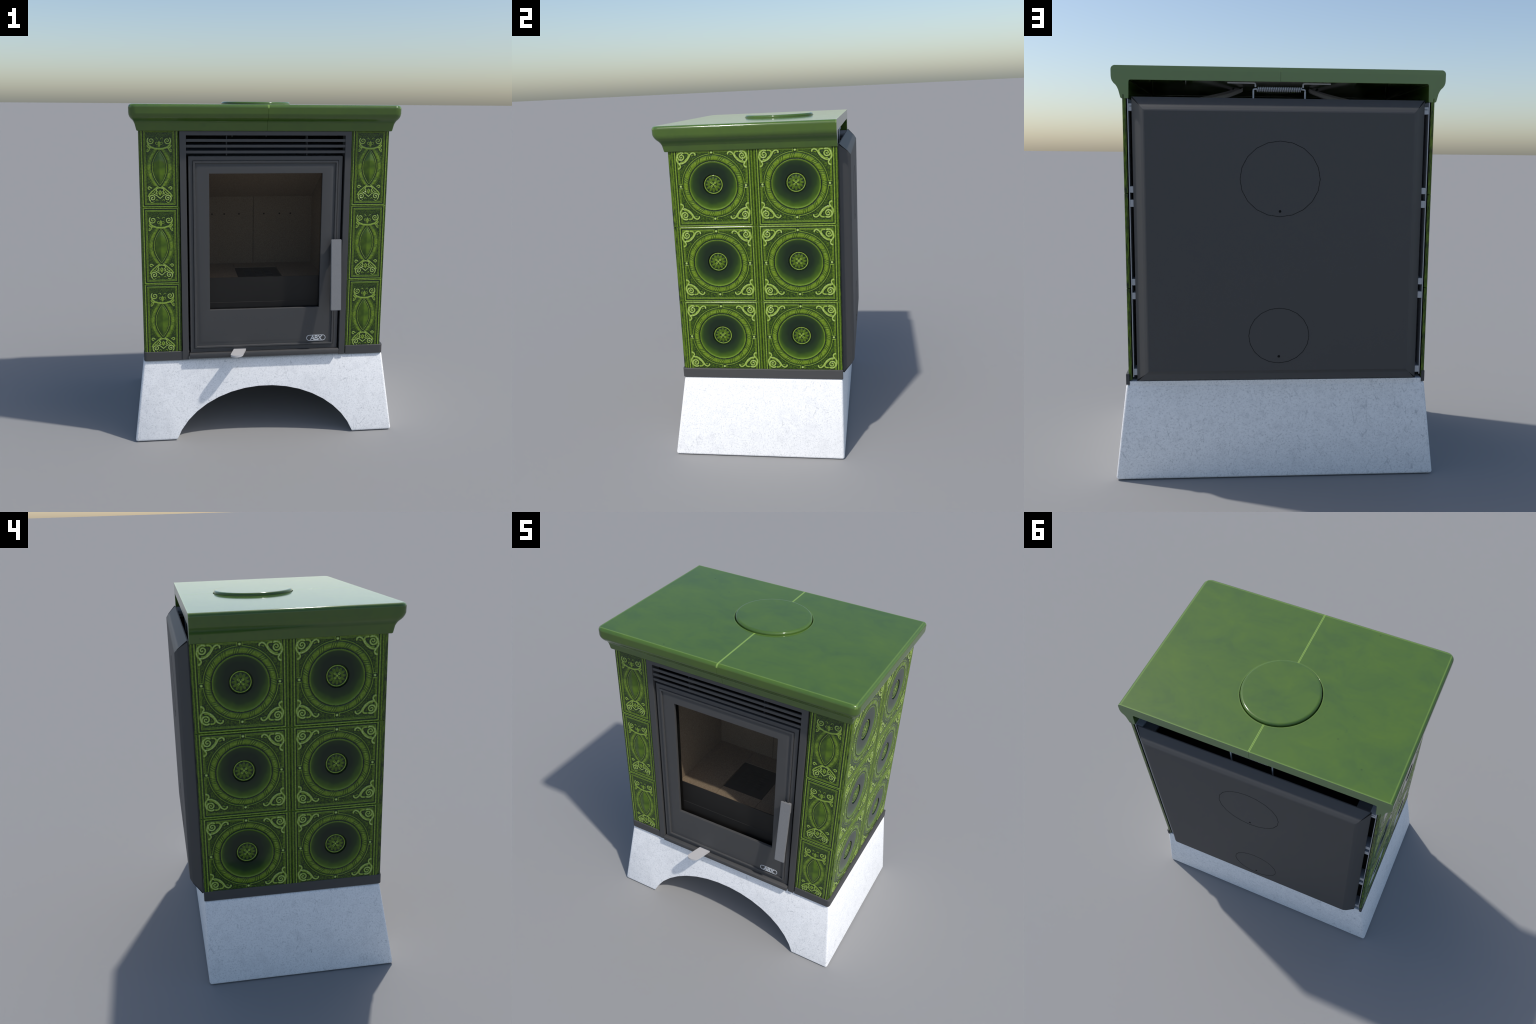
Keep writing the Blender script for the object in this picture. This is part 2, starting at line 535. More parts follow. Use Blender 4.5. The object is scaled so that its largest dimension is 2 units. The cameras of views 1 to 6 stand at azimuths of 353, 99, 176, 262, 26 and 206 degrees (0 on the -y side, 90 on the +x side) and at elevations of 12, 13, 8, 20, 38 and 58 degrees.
def narrow_relief(U, V):
    W, H = NA_W / 2, TILE_H / 2
    dx, dy = W - np.abs(U), H - np.abs(V)
    dxs = dx - 0.0075
    d = np.minimum(dxs, dy + 0.002)
    h = frame_profile(d)
    h = np.where(dxs < 0, np.maximum(-3.6 + 1.6 * bell(dx, 0.003, 0.002), h), h)
    field = sstep(d, 0.0278, 0.0295)
    h = h * (1 - field) + field * (-3.0 + 1.5 * stipple(U, V, 5))
    A = np.abs(U)
    # ribbed leaves embracing the almond
    o, i = 0.0715 - 3.75 * V * V, 0.0455 - 3.65 * V * V
    m, hw = (o + i) / 2, (o - i) / 2
    q = (A - m) / hw
    leaf = -3.6 + 2.9 * np.sqrt(np.clip(1 - q * q, 0, 1))
    ph = V * 1.0 + 0.35 * A
    bundle = sstep(0.5 + 0.5 * np.cos(ph * 2 * math.pi / 0.052), 0.35, 0.75)
    leaf -= (0.5 + 0.5 * np.cos(ph * 2 * math.pi / 0.0075)) ** 2 * (0.5 + 1.2 * bundle) * np.clip(1 - q ** 4, 0, 1)
    span = (np.abs(V) < 0.103)
    h = np.where(span & (np.abs(q) < 1.12), -3.9, h)
    h = np.where(span & (np.abs(q) < 1), np.maximum(leaf, -3.9), h)
    h = np.where(span, np.maximum(h, -3.9 + 2.6 * bell(A - o, 0.0025, 0.0016)), h)
    # almond with a keel and a double rim
    e = A - EYE_W * (1 - (V / EYE_H) ** 2)
    inside = np.abs(V) < EYE_H + 0.004
    h = np.where(inside & (e < 0.0105) & (e > -0.003), -4.0, h)
    h = np.where(inside, np.maximum(h, np.where(e < 0.012, -4.0 + 3.8 * bell(e, 0.0042, 0.0026), -9)), h)
    width = EYE_W * np.clip(1 - (V / EYE_H) ** 2, 0.02, 1)
    t = np.clip(A / width, 0, 1)
    almond = -3.2 + 12.0 * (1 - t ** 1.3) * np.clip(1.15 - (V / EYE_H) ** 2, 0, 1)
    h = np.where((e < -0.0012) & (np.abs(V) < EYE_H), almond, h)
    # scroll work above and below
    strokes = [
        (volute(0.0455, 0.1520, 0.002, 0.0205, 190, 1.6), 0.0028, 0.0036, 4.0),
        (curve([(0.0655, 0.150), (0.060, 0.131), (0.044, 0.117), (0.022, 0.109), (0.0, 0.107), (-0.004, 0.107)]), 0.0040, 0.0075, 3.6),
        (curve([(0.0, 0.150), (0.004, 0.136), (0.0, 0.122)]), 0.0030, 0.0060, 3.2),
        (curve([(0.0, 0.137), (0.012, 0.131), (0.019, 0.137), (0.015, 0.145), (0.009, 0.141)]), 0.0026, 0.0026, 3.0),
        (curve([(0.008, 0.160), (0.014, 0.168), (0.022, 0.166)]), 0.0030, 0.0024, 3.0),
        (curve([(0.036, 0.114), (0.048, 0.112), (0.060, 0.116), (0.066, 0.124)]), 0.0030, 0.0045, 3.6),
        (curve([(0.052, 0.111), (0.056, 0.100), (0.062, 0.092), (0.068, 0.092)]), 0.0040, 0.0030, 3.6),
        (curve([(0.062, 0.107), (0.067, 0.102), (0.066, 0.097)]), 0.0030, 0.0034, 3.4),
        # below
        (volute(0.0430, -0.1705, 0.002, 0.0200, 150, -1.55), 0.0028, 0.0040, 4.2),
        (curve([(0.010, -0.103), (0.026, -0.116), (0.044, -0.132), (0.058, -0.146), (0.066, -0.160)]), 0.0034, 0.0050, 3.6),
        (curve([(0.0, -0.112), (0.014, -0.114), (0.022, -0.122)]), 0.0040, 0.0040, 4.0),
        (curve([(0.024, -0.126), (0.016, -0.134), (0.024, -0.143), (0.014, -0.147)]), 0.0036, 0.0030, 4.0),
        (curve([(0.0, -0.172), (0.010, -0.164), (0.020, -0.155), (0.034, -0.150)]), 0.0030, 0.0030, 4.2),
        (curve([(0.0, -0.128), (0.006, -0.139), (0.0, -0.152)]), 0.0030, 0.0060, 3.4),
        (curve([(0.030, -0.133), (0.036, -0.142), (0.046, -0.147)]), 0.0030, 0.0034, 3.8),
        (curve([(0.048, -0.113), (0.060, -0.106), (0.067, -0.113), (0.061, -0.121), (0.056, -0.118)]), 0.0036, 0.0030, 3.8),
        (curve([(0.056, -0.190), (0.046, -0.196), (0.034, -0.190)]), 0.0030, 0.0024, 3.4),
        (curve([(0.012, -0.184), (0.020, -0.178), (0.024, -0.186)]), 0.0028, 0.0028, 3.0),
    ]
    mask = np.zeros_like(U)
    add = np.full_like(U, -99.0)
    for pts, w0, w1, amp in strokes:
        mask = np.maximum(mask, stroke(A, V, pts, w0 + 0.0030, w1 + 0.0030) > 0)
        s1 = stroke(A, V, pts, w0 * 1.2, w1 * 1.2)
        add = np.maximum(add, np.where(s1 > 0, -4.0 + (amp + 0.4) * s1, -99.0))
    free = (d > 0.0275) & ~(inside & (e < 0.0085)) & ~(span & (np.abs(q) < 0.95))
    h = np.where((mask > 0) & free, np.minimum(h, -4.0), h)
    h = np.where(free, np.maximum(h, add), h)
    return h


def tile_mesh(name, width, relief, nu, nv, mat):
    """closed tile: relief face at local z = 0, rounded shoulders, flat back at -TILE_T"""
    u, v = np.linspace(-width / 2, width / 2, nu), np.linspace(-TILE_H / 2, TILE_H / 2, nv)
    U, V = np.meshgrid(u, v)
    h = relief(U, V)
    edge = np.minimum(width / 2 - np.abs(U), TILE_H / 2 - np.abs(V))
    h -= 2.2 * np.clip(1 - edge / 0.003, 0, 1) ** 2
    Z = h * MM * K
    top = np.stack([U, V, Z], -1).reshape(-1, 3)
    idx = np.arange(nu * nv).reshape(nv, nu)
    rim = np.concatenate([idx[0, :-1], idx[:-1, -1], idx[-1, :0:-1], idx[:0:-1, 0]])
    low = top[rim].copy()
    low[:, 2] = -TILE_T
    low[:, 0] *= 1 - 0.004 / width
    low[:, 1] *= 1 - 0.004 / TILE_H
    verts = np.vstack([top, low])
    quads = np.stack([idx[:-1, :-1], idx[:-1, 1:], idx[1:, 1:], idx[1:, :-1]], -1).reshape(-1, 4)
    m = len(rim)
    lo = nu * nv + np.arange(m)
    walls = np.stack([np.roll(rim, -1), rim, lo, np.roll(lo, -1)], -1)
    me = bpy.data.meshes.new(name)
    faces = np.vstack([quads, walls])
    me.from_pydata(verts.tolist(), [], faces.tolist() + [lo[::-1].tolist()])
    me.materials.append(mat)
    me.shade_smooth()
    me.set_sharp_from_angle(angle=math.radians(70))
    return me


# --------------------------------------------------------------------------
# measured sizes of the whole (metres)
# --------------------------------------------------------------------------
SLAB_TOP, SLAB_HX, SLAB_Y0, SLAB_Y1, SEAM_X = 1.984, 0.7705, -0.5275, 0.505, -0.005
LID = (-0.004, 0.097, 0.2185)
FACE_X, FACE_Y = 0.7235, -0.4505
JOINTS = (0.508, 0.957, 1.406)
STEEL_TOP = 1.837


def build_plinth(root, mat):
    bm = bmesh.new()
    def ring(hx, y0, y1, z):
        return [bm.verts.new(p) for p in ((-hx, y0, z), (hx, y0, z), (hx, y1, z), (-hx, y1, z))]
    a, b = ring(0.7900, -0.5210, 0.5095, 0.0), ring(0.7300, -0.4465, 0.5065, 0.4845)
    bm.faces.new(a[::-1])
    bm.faces.new(b)
    bridge(bm, a, b)
    bmesh.ops.bevel(bm, geom=list(bm.edges), offset=0.014, segments=4, affect="EDGES", profile=0.5)
    ob = from_bmesh("plinth", bm, mat, root)
    # the arch is a slightly stilted ellipse, cut in short straight facets
    A, C, TOP = 0.563, 0.115, 0.310
    t0 = math.asin(C / (TOP + C))
    n = 17
    arch = []
    for k in range(n + 1):
        t = math.pi - t0 - (math.pi - 2 * t0) * k / n
        arch.append((A * math.cos(t), -C + (TOP + C) * math.sin(t)))
    arch = [(arch[0][0] - 0.006, -0.05)] + arch + [(arch[-1][0] + 0.006, -0.05)]
    # it runs back as a vault, a little wider behind the front wall
    c = bmesh.new()
    prism(c, arch, 1, -0.7, -0.44)
    cut(ob, c)
    c = bmesh.new()
    prism(c, [(x * 1.010, z * 1.010 if z > 0 else z) for x, z in arch], 1, -0.4405, 0.45)
    cut(ob, c)
    # neck that carries the steel body, inside the trim
    bm = bmesh.new()
    bm.from_mesh(ob.data)
    add_box(bm, (-0.712, 0.712), (-0.430, 0.505), (0.470, 0.502))
    bm.to_mesh(ob.data)
    bm.free()
    ob.data.shade_smooth()
    ob.data.set_sharp_from_angle(angle=math.radians(28))
    return ob


def build_trim(root, mat):
    """two L-shaped bars around the foot of the tiles"""
    for s in (-1, 1):
        outer = round_path([(0.494, -0.4560, 0), (0.7295, -0.4560, 0), (0.7295, 0.508, 0)], 0.022, 6)
        inner = round_path([(0.494, -0.4380, 0), (0.7130, -0.4380, 0), (0.7130, 0.508, 0)], 0.008, 6)
        line = [(s * p.x, p.y) for p in outer] + [(s * p.x, p.y) for p in inner[::-1]]
        bm = bmesh.new()
        prism(bm, line, 2, 0.4855, 0.5405)
        ob = from_bmesh("base_trim", bm, mat, root, 35)
        m = ob.modifiers.new("b", "BEVEL")
        m.width, m.segments, m.limit_method, m.angle_limit = 0.0025, 2, "ANGLE", math.radians(60)
        apply_modifiers(ob)


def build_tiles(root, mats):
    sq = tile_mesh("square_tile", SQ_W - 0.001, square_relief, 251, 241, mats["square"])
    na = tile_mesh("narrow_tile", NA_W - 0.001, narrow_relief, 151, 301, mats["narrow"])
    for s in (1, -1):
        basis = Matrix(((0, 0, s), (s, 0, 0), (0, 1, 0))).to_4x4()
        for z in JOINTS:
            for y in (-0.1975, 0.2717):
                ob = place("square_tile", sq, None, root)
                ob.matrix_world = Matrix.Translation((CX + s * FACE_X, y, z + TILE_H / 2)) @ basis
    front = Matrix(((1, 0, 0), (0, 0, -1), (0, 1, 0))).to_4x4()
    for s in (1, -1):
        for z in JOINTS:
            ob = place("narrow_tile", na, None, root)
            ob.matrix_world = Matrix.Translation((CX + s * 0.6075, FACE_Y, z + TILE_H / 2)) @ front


def build_slab(root, mat, lid_mat):
    """two mirrored half slabs with an ogee edge, open to the rear, and a round lid between them"""
    prof = [(0.0170, 0.0000), (0.0110, -0.0018), (0.0048, -0.0062), (0.0012, -0.0120), (0.0, -0.0180), (0.0, -0.0480),
            (0.0012, -0.0590), (0.0046, -0.0690), (0.0110, -0.0785), (0.0210, -0.0880), (0.0270, -0.0975),
            (0.0320, -0.1090), (0.0405, -0.1420), (0.0430, -0.1460), (0.0480, -0.1470), (0.0745, -0.1470), (0.0770, -0.1445),
            (0.0790, -0.0720), (0.0810, -0.0660), (0.0860, -0.0635)]
    hx, y0, y1 = SLAB_HX, SLAB_Y0, SLAB_Y1
    for s in (-1, 1):
        bm = bmesh.new()
        rows = []
        for inset, dz in prof:
            rad = max(0.046 - inset, 0.006)
            x, y = hx - inset, y0 + inset + 0.019 * min(max(-dz - 0.045, 0) / 0.06, 1)
            path = [(x, y1)]
            for k in range(7):
                a = -math.pi / 2 * k / 6
                path.append((x - rad + rad * math.cos(a), y + rad + rad * math.sin(a)))
            path.append((0.0003, y))
            rows.append([bm.verts.new((CX + s * px, py, SLAB_TOP + dz)) for px, py in path])
        for a, b in zip(rows, rows[1:]):
            for i in range(len(a) - 1):
                bm.faces.new((a[i], a[i + 1], b[i + 1], b[i]))
        xin = CX + s * 0.0003
        ct, cb = bm.verts.new((xin, y1, SLAB_TOP)), bm.verts.new((xin, y1, SLAB_TOP - 0.0635))
        bm.faces.new(rows[0] + [ct])
        bm.faces.new(rows[-1] + [cb])
        bm.faces.new([r[0] for r in rows] + [cb, ct])
        bm.faces.new([r[-1] for r in rows] + [cb, ct])
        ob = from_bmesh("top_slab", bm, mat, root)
        c = bmesh.new()
        R = LID[2] + 0.0040
        prism(c, [(LID[0] + R * math.cos(t), LID[1] + R * math.sin(t)) for t in np.linspace(0, math.tau, 96, endpoint=False)], 2, 1.88, 2.05)
        cut(ob, c)
        m = ob.modifiers.new("b", "BEVEL")
        m.width, m.segments, m.limit_method, m.angle_limit = 0.0014, 2, "ANGLE", math.radians(62)
        apply_modifiers(ob)
        ob.data.shade_smooth()
        ob.data.set_sharp_from_angle(angle=math.radians(50))
        m = ob.modifiers.new("n", "WEIGHTED_NORMAL")
        m.keep_sharp, m.weight, m.mode = True, 80, "FACE_AREA"
        apply_modifiers(ob)
    bm = bmesh.new()
    ringp = [(LID[2] - 0.006, 1.925), (LID[2], 1.931), (LID[2], 1.9885), (LID[2] - 0.0012, 1.9935), (LID[2] - 0.0045, 1.9975), (LID[2] - 0.0095, 1.9995), (LID[2] - 0.016, 2.0)]
    rings = [[bm.verts.new((LID[0] + r * math.cos(t), LID[1] + r * math.sin(t), z)) for t in np.linspace(0, math.tau, 96, endpoint=False)] for r, z in ringp]
    for a, b in zip(rings, rings[1:]):
        bridge(bm, a, b)
    bm.faces.new(rings[0])
    bm.faces.new(rings[-1])
    lid = from_bmesh("round_lid", bm, lid_mat, root, 50)
    m = lid.modifiers.new("n", "WEIGHTED_NORMAL")
    m.keep_sharp, m.weight, m.mode = True, 80, "FACE_AREA"
    apply_modifiers(lid)


def build_front(root, M):
    # portal frame: two posts and a top bar
    bm = bmesh.new()
    outer = [(-0.494, 0.4885), (-0.494, STEEL_TOP), (0.494, STEEL_TOP), (0.494, 0.4885),
             (0.4575, 0.4885), (0.4575, 1.8125), (-0.4575, 1.8125), (-0.4575, 0.4885)]
    prism(bm, [(CX + x, z) for x, z in outer], 1, -0.4600, -0.395)
    frame = from_bmesh("front_frame", bm, M["steel"], root)
    m = frame.modifiers.new("b", "BEVEL")
    m.width, m.segments, m.limit_method = 0.0015, 2, "ANGLE"
    apply_modifiers(frame)
    # louvres over the door
    for z in (1.7770, 1.7450, 1.7125):
        bm = bmesh.new()
        line = [(-0.4555, z), (-0.4555, z + 0.0150), (-0.4525, z + 0.0158), (-0.4430, z + 0.0120), (-0.4430, z + 0.0090), (-0.4520, z)]
        prism(bm, line, 0, CX - 0.4585, CX + 0.4585)
        from_bmesh("vent_slat", bm, M["steel"], frame)
    for x in (-0.228, 0.236):
        box("slat_support", (CX + x - 0.003, CX + x + 0.003), (-0.4425, -0.400), (1.700, 1.8123), M["iron"], frame)
    # sill under the door
    box("sill", (CX - 0.4540, CX + 0.4540), (-0.4760, -0.400), (0.4985, 0.5270), M["steel"], root, 0.003)

    # door: nested rectangles from the outer edge in to the glass opening
    zb, zt = 0.5290, 1.6955
    cz, hz, hx = (zb + zt) / 2, (zt - zb) / 2, 0.4465
    oz0, oz1, ox = 0.7895, 1.5985, 0.3300
    bm = bmesh.new()
    def step(inset, y):
        return rect_ring(bm, CX, cz, hx - inset, hz - inset, y)
    rings = [step(0.0, -0.405), step(0.0, -0.4485), step(0.0015, -0.4500), step(0.0230, -0.4500), step(0.0248, -0.4470), step(0.0262, -0.4470),
             step(0.0268, -0.4550), step(0.0278, -0.4562), step(0.0365, -0.4562), step(0.0376, -0.4550), step(0.0382, -0.4470),
             step(0.0420, -0.4466), step(0.0560, -0.4505), step(0.0700, -0.4520)]
    for a, b in zip(rings, rings[1:]):
        bridge(bm, a, b)
    ocz, ohz = (oz0 + oz1) / 2, (oz1 - oz0) / 2
    op = [rect_ring(bm, CX, ocz, ox, ohz, -0.4520), rect_ring(bm, CX, ocz, ox - 0.001, ohz - 0.001, -0.4510), rect_ring(bm, CX, ocz, ox - 0.001, ohz - 0.001, -0.4360)]
    bridge(bm, rings[-1], op[0])
    bridge(bm, op[0], op[1])
    bridge(bm, op[1], op[2])
    back = rect_ring(bm, CX, cz, hx - 0.02, hz - 0.02, -0.4360)
    bridge(bm, op[2], back)
    bridge(bm, back, rings[0])
    door = from_bmesh("door", bm, M["door"], root, 30)
    box("glass_pane", (CX - 0.372, CX + 0.372), (-0.4300, -0.4260), (0.752, 1.636), M["glass"], door)
    # black enamelled border behind the opening
    bm = bmesh.new()
    for x in ((-0.374, -0.3365), (0.3365, 0.374)):
        add_box(bm, (CX + x[0], CX + x[1]), (-0.4250, -0.398), (0.745, 1.640))
    from_bmesh("glass_seal", bm, M["black"], door)

    # handle: a brushed plate leaning away from the door towards its lower end
    bm = bmesh.new()
    top, bot = Vector((0.4105, -0.4815, 1.2110)), Vector((0.4105, -0.5235, 0.7880))
    add_box(bm, (-0.0315, 0.0315), (-0.0050, 0.0060), (-0.5, 0.5))
    L = (top - bot).length
    for v in bm.verts:
        v.co.z *= L
    bmesh.ops.bevel(bm, geom=list(bm.edges), offset=0.003, segments=2, affect="EDGES")
    d = (top - bot).normalized()
    rot = Vector((0, 0, 1)).rotation_difference(d).to_matrix().to_4x4()
    bmesh.ops.transform(bm, matrix=Matrix.Translation((top + bot) / 2) @ rot, verts=bm.verts)
    handle = from_bmesh("door_handle", bm, M["brushed"], door, 40)
    bm = bmesh.new()
    add_box(bm, (0.3900, 0.4310), (-0.4790, -0.4480), (1.120, 1.190), 0.003)
    from_bmesh("handle_bracket", bm, M["brushed"], handle, 40)

    # pill-shaped badge with three letters
    bx0, bx1, bz, br = 0.2505, 0.3690, 0.5968, 0.0182
    bm = bmesh.new()
    def pill(rad):
        c0, c1 = bx0 + br, bx1 - br
        pts = [(c0 + rad * math.cos(a), bz + rad * math.sin(a)) for a in np.linspace(math.pi / 2, 1.5 * math.pi, 17)]
        return pts + [(c1 + rad * math.cos(a), bz + rad * math.sin(a)) for a in np.linspace(-math.pi / 2, math.pi / 2, 17)]
    o, i = pill(br), pill(br - 0.0032)
    V = [[bm.verts.new((x, y, z)) for x, z in p] for p, y in ((o, -0.4532), (i, -0.4532), (o, -0.4515), (i, -0.4515))]
    bridge(bm, V[0], V[1]); bridge(bm, V[2], V[0]); bridge(bm, V[1], V[3])
    badge = from_bmesh("badge", bm, M["silver"], door)
    fc = bpy.data.curves.new("badge_letters", "FONT")
    fc.body, fc.size, fc.extrude, fc.offset, fc.align_x, fc.shear, fc.space_character = "ABX", 0.041, 0.0008, 0.0005, "CENTER", 0.12, 0.86
    tmp = bpy.data.objects.new("tmp", fc)
    bpy.context.scene.collection.objects.link(tmp)
    me = bpy.data.meshes.new_from_object(tmp.evaluated_get(bpy.context.evaluated_depsgraph_get()))
    bpy.data.objects.remove(tmp)
    me.name = "badge_letters"
    me.transform(Matrix.Translation(((bx0 + bx1) / 2, -0.4525, bz - 0.0143)) @ Matrix.Rotation(math.pi / 2, 4, "X"))
    place("badge_letters", me, M["silver"], badge)

    # air lever: a flat tongue with a rounded end, swung a little to the left
    w = 0.0365
    tip = [(w * math.cos(a), -0.030 * math.sin(a)) for a in np.linspace(0, math.pi, 13)]
    line = [(0.0365, 0.100), (-0.0365, 0.100)] + [(x, y) for x, y in tip[::-1]]
    bm = bmesh.new()
    prism(bm, line, 2, 0.5310, 0.5430)
    sk = Matrix(((1, 0.30, 0, 0), (0, 1, 0, 0), (0, 0, 1, 0), (0, 0, 0, 1)))
    bmesh.ops.transform(bm, matrix=Matrix.Translation((-0.1820, -0.5400, 0)) @ sk, verts=bm.verts)
    from_bmesh("air_lever", bm, M["lever"], root, 40)


def build_rear(root, M):
    cx = -0.0020
    z0, z1, hx = 0.5080, 1.8445, 0.6765
    cz, hz = (z0 + z1) / 2, (z1 - z0) / 2
    bm = bmesh.new()
    steps = [(0.0, 0.5050), (0.0, 0.5110), (0.0430, 0.5575), (0.0475, 0.5615), (0.0520, 0.5650), (0.0570, 0.5690), (0.0630, 0.5720)]
    rings = [rect_ring(bm, cx, cz, hx - i, hz - i, y) for i, y in steps]
    for a, b in zip(rings, rings[1:]):
        bridge(bm, a, b)
    bm.faces.new(rings[-1])
    panel = from_bmesh("rear_panel", bm, M["steel"], root)
    for p in panel.data.polygons:
        p.use_smooth = False
    # dark slivers laid on the corners, drawn for the slits between folded flanges
    bm = bmesh.new()
    for sx in (-1, 1):
        for sz in (-1, 1):
            a = Vector((cx + sx * hx, 0.5120, cz + sz * hz))
            b = Vector((cx + sx * (hx - 0.044), 0.5593, cz + sz * (hz - 0.044)))
            n = Vector((sz, 0, -sx)).normalized()
            o = Vector((sx, 2.0, sz)).normalized() * 0.0006
            q = [a + n * 0.0035 + o, a - n * 0.0035 + o, b + o * 1.5]
            low = [p - o * 3 for p in q]
            prism_v = [bm.verts.new(p) for p in q], [bm.verts.new(p) for p in low]
            bm.faces.new(prism_v[0]); bm.faces.new(prism_v[1][::-1]); bridge(bm, *prism_v)
    from_bmesh("slit_patch", bm, M["black"], panel)["kind"] = "stuff"
    # knock-out discs: raised black outlines, each with a black disc for a finger hole
    for zc, rx, rz, zh in ((1.4783, 0.1855, 0.1740, 1.3305), (0.7405, 0.1440, 0.1345, 0.6392)):
        bm = bmesh.new()
        n = 20
        lo = [(cx + 0.0 + rx * math.cos(k * math.tau / n), zc + rz * math.sin(k * math.tau / n)) for k in range(n)]
        li = [(cx + (rx - 0.0022) * math.cos(k * math.tau / n), zc + (rz - 0.0022) * math.sin(k * math.tau / n)) for k in range(n)]
        V = [[bm.verts.new((x, y, z)) for x, z in p] for p, y in ((lo, 0.5726), (li, 0.5726), (lo, 0.5710), (li, 0.5710))]
        bridge(bm, V[0], V[1]); bridge(bm, V[2], V[0]); bridge(bm, V[1], V[3])
        from_bmesh("knockout_outline", bm, M["black"], panel)
        bm = bmesh.new()
        prism(bm, [(cx + 0.0063 * math.cos(t), zh + 0.0063 * math.sin(t)) for t in np.linspace(0, math.tau, 20, endpoint=False)], 1, 0.568, 0.5728)
        from_bmesh("finger_hole_disc", bm, M["black"], panel)

    # galvanised strips and clips that hold the side tiles
    for s in (-1, 1):
        x = lambda a, b: tuple(sorted((CX + s * a, CX + s * b)))
        strip = box("tile_bracket", x(0.6965, 0.7005), (-0.400, 0.5000), (0.5220, STEEL_TOP - 0.001), M["zinc"], root)
        for z in ((1.7822, 1.8150), (1.4093, 1.4384), (1.3436, 1.3765), (0.9717, 1.0019), (0.9049, 0.9360), (0.5315, 0.5625)):
            box("bracket_rail", x(0.6630, 0.6962), (-0.395, 0.4985), z, M["zinc"], strip)
        box("bracket_foot", x(0.6630, 0.6962), (-0.395, 0.4970), (0.5235, 0.5305), M["black"], strip)
        box("bracket_cap", x(0.6000, 0.6905), (-0.395, 0.5000), (1.8015, 1.8050), M["zinc_dark"], strip)
        box("cap_fold", x(0.5880, 0.5998), (-0.395, 0.4995), (1.7900, 1.8050), M["zinc_dark"], strip)

    # black liner added behind the tiles so no light passes through the hollow
    bm = bmesh.new()
    for s in (-1, 1):
        x = tuple(sorted((CX + s * 0.560, CX + s * 0.568)))
        add_box(bm, x, (-0.394, 0.250), (0.503, 1.700))
        x = tuple(sorted((CX + s * 0.640, CX + s * 0.648)))
        add_box(bm, x, (-0.390, 0.486), (0.503, 1.780))
        x = tuple(sorted((CX + s * 0.458, CX + s * 0.560)))
        add_box(bm, x, (-0.394, -0.388), (0.503, 1.700))
    for s in (-1, 1):
        x = tuple(sorted((CX + s * 0.648, CX + s * 0.6960)))
        add_box(bm, x, (0.430, 0.436), (0.503, 1.800))  # dark plate added to close the gap beside the rear panel
    add_box(bm, (CX - 0.640, CX + 0.640), (0.2505, 0.500), (1.712, 1.720))
    add_box(bm, (CX - 0.560, CX + 0.560), (-0.394, 0.250), (1.691, 1.700))
    add_box(bm, (CX - 0.560, CX + 0.560), (0.242, 0.250), (0.503, 1.691))
    from_bmesh("added_liner", bm, M["black"], root)

    # sprung wire catch under the slab
    y = 0.475
    bm = bmesh.new()
    for s in (-1, 1):
        tube(bm, round_path([(s * 0.240, y, 1.9165), (s * 0.1105, y, 1.9165), (s * 0.1105, y, 1.8980)], 0.009), 0.0042)
        tube(bm, round_path([(s * 0.102, y, 1.8890), (s * 0.1205, y, 1.8890), (s * 0.1205, y, 1.7600)], 0.009), 0.0042)
    spring = from_bmesh("wire_catch", bm, M["zinc"], root, 50)
    bm = bmesh.new()
    turns, n = 25, 25 * 14
    tube(bm, [(-0.1035 + 0.207 * k / n, y + 0.0095 * math.cos(turns * math.tau * k / n), 1.8880 + 0.0095 * math.sin(turns * math.tau * k / n)) for k in range(n + 1)], 0.0027, 6)
    from_bmesh("coil_spring", bm, M["zinc"], spring, 60)
    # curved heat-exchanger bars half hidden above the liner
    for s in (-1, 1):
        bm = bmesh.new()
        for k, (yy, dz) in enumerate(((0.14, 0.010), (0.02, 0.034))):
            pts = curve([(0.430, 1.838 + dz), (0.340, 1.858 + dz), (0.250, 1.880 + dz), (0.190, 1.902 + dz), (0.170, 1.912 + dz)], 5)
            for (ax, az), (bx, bz) in zip(pts, pts[1:]):
                vs = [bm.verts.new((CX + s * px, py, pz + o)) for py, o in ((yy - 0.02, 0.0), (yy + 0.02, 0.0)) for px, pz in ((ax, az), (bx, bz))]
                ws = [bm.verts.new((CX + s * px, py, pz - 0.016)) for py in (yy - 0.02, yy + 0.02) for px, pz in ((ax, az), (bx, bz))]
                bm.faces.new((vs[0], vs[1], vs[3], vs[2]))
                bm.faces.new((vs[2], vs[3], ws[3], ws[2]))
                bm.faces.new((ws[0], ws[1], ws[3], ws[2]))
                bm.faces.new((vs[0], vs[1], ws[1], ws[0]))
        bmesh.ops.remove_doubles(bm, verts=bm.verts, dist=1e-5)
        from_bmesh("exchanger_bar", bm, M["zinc"], root, 30)


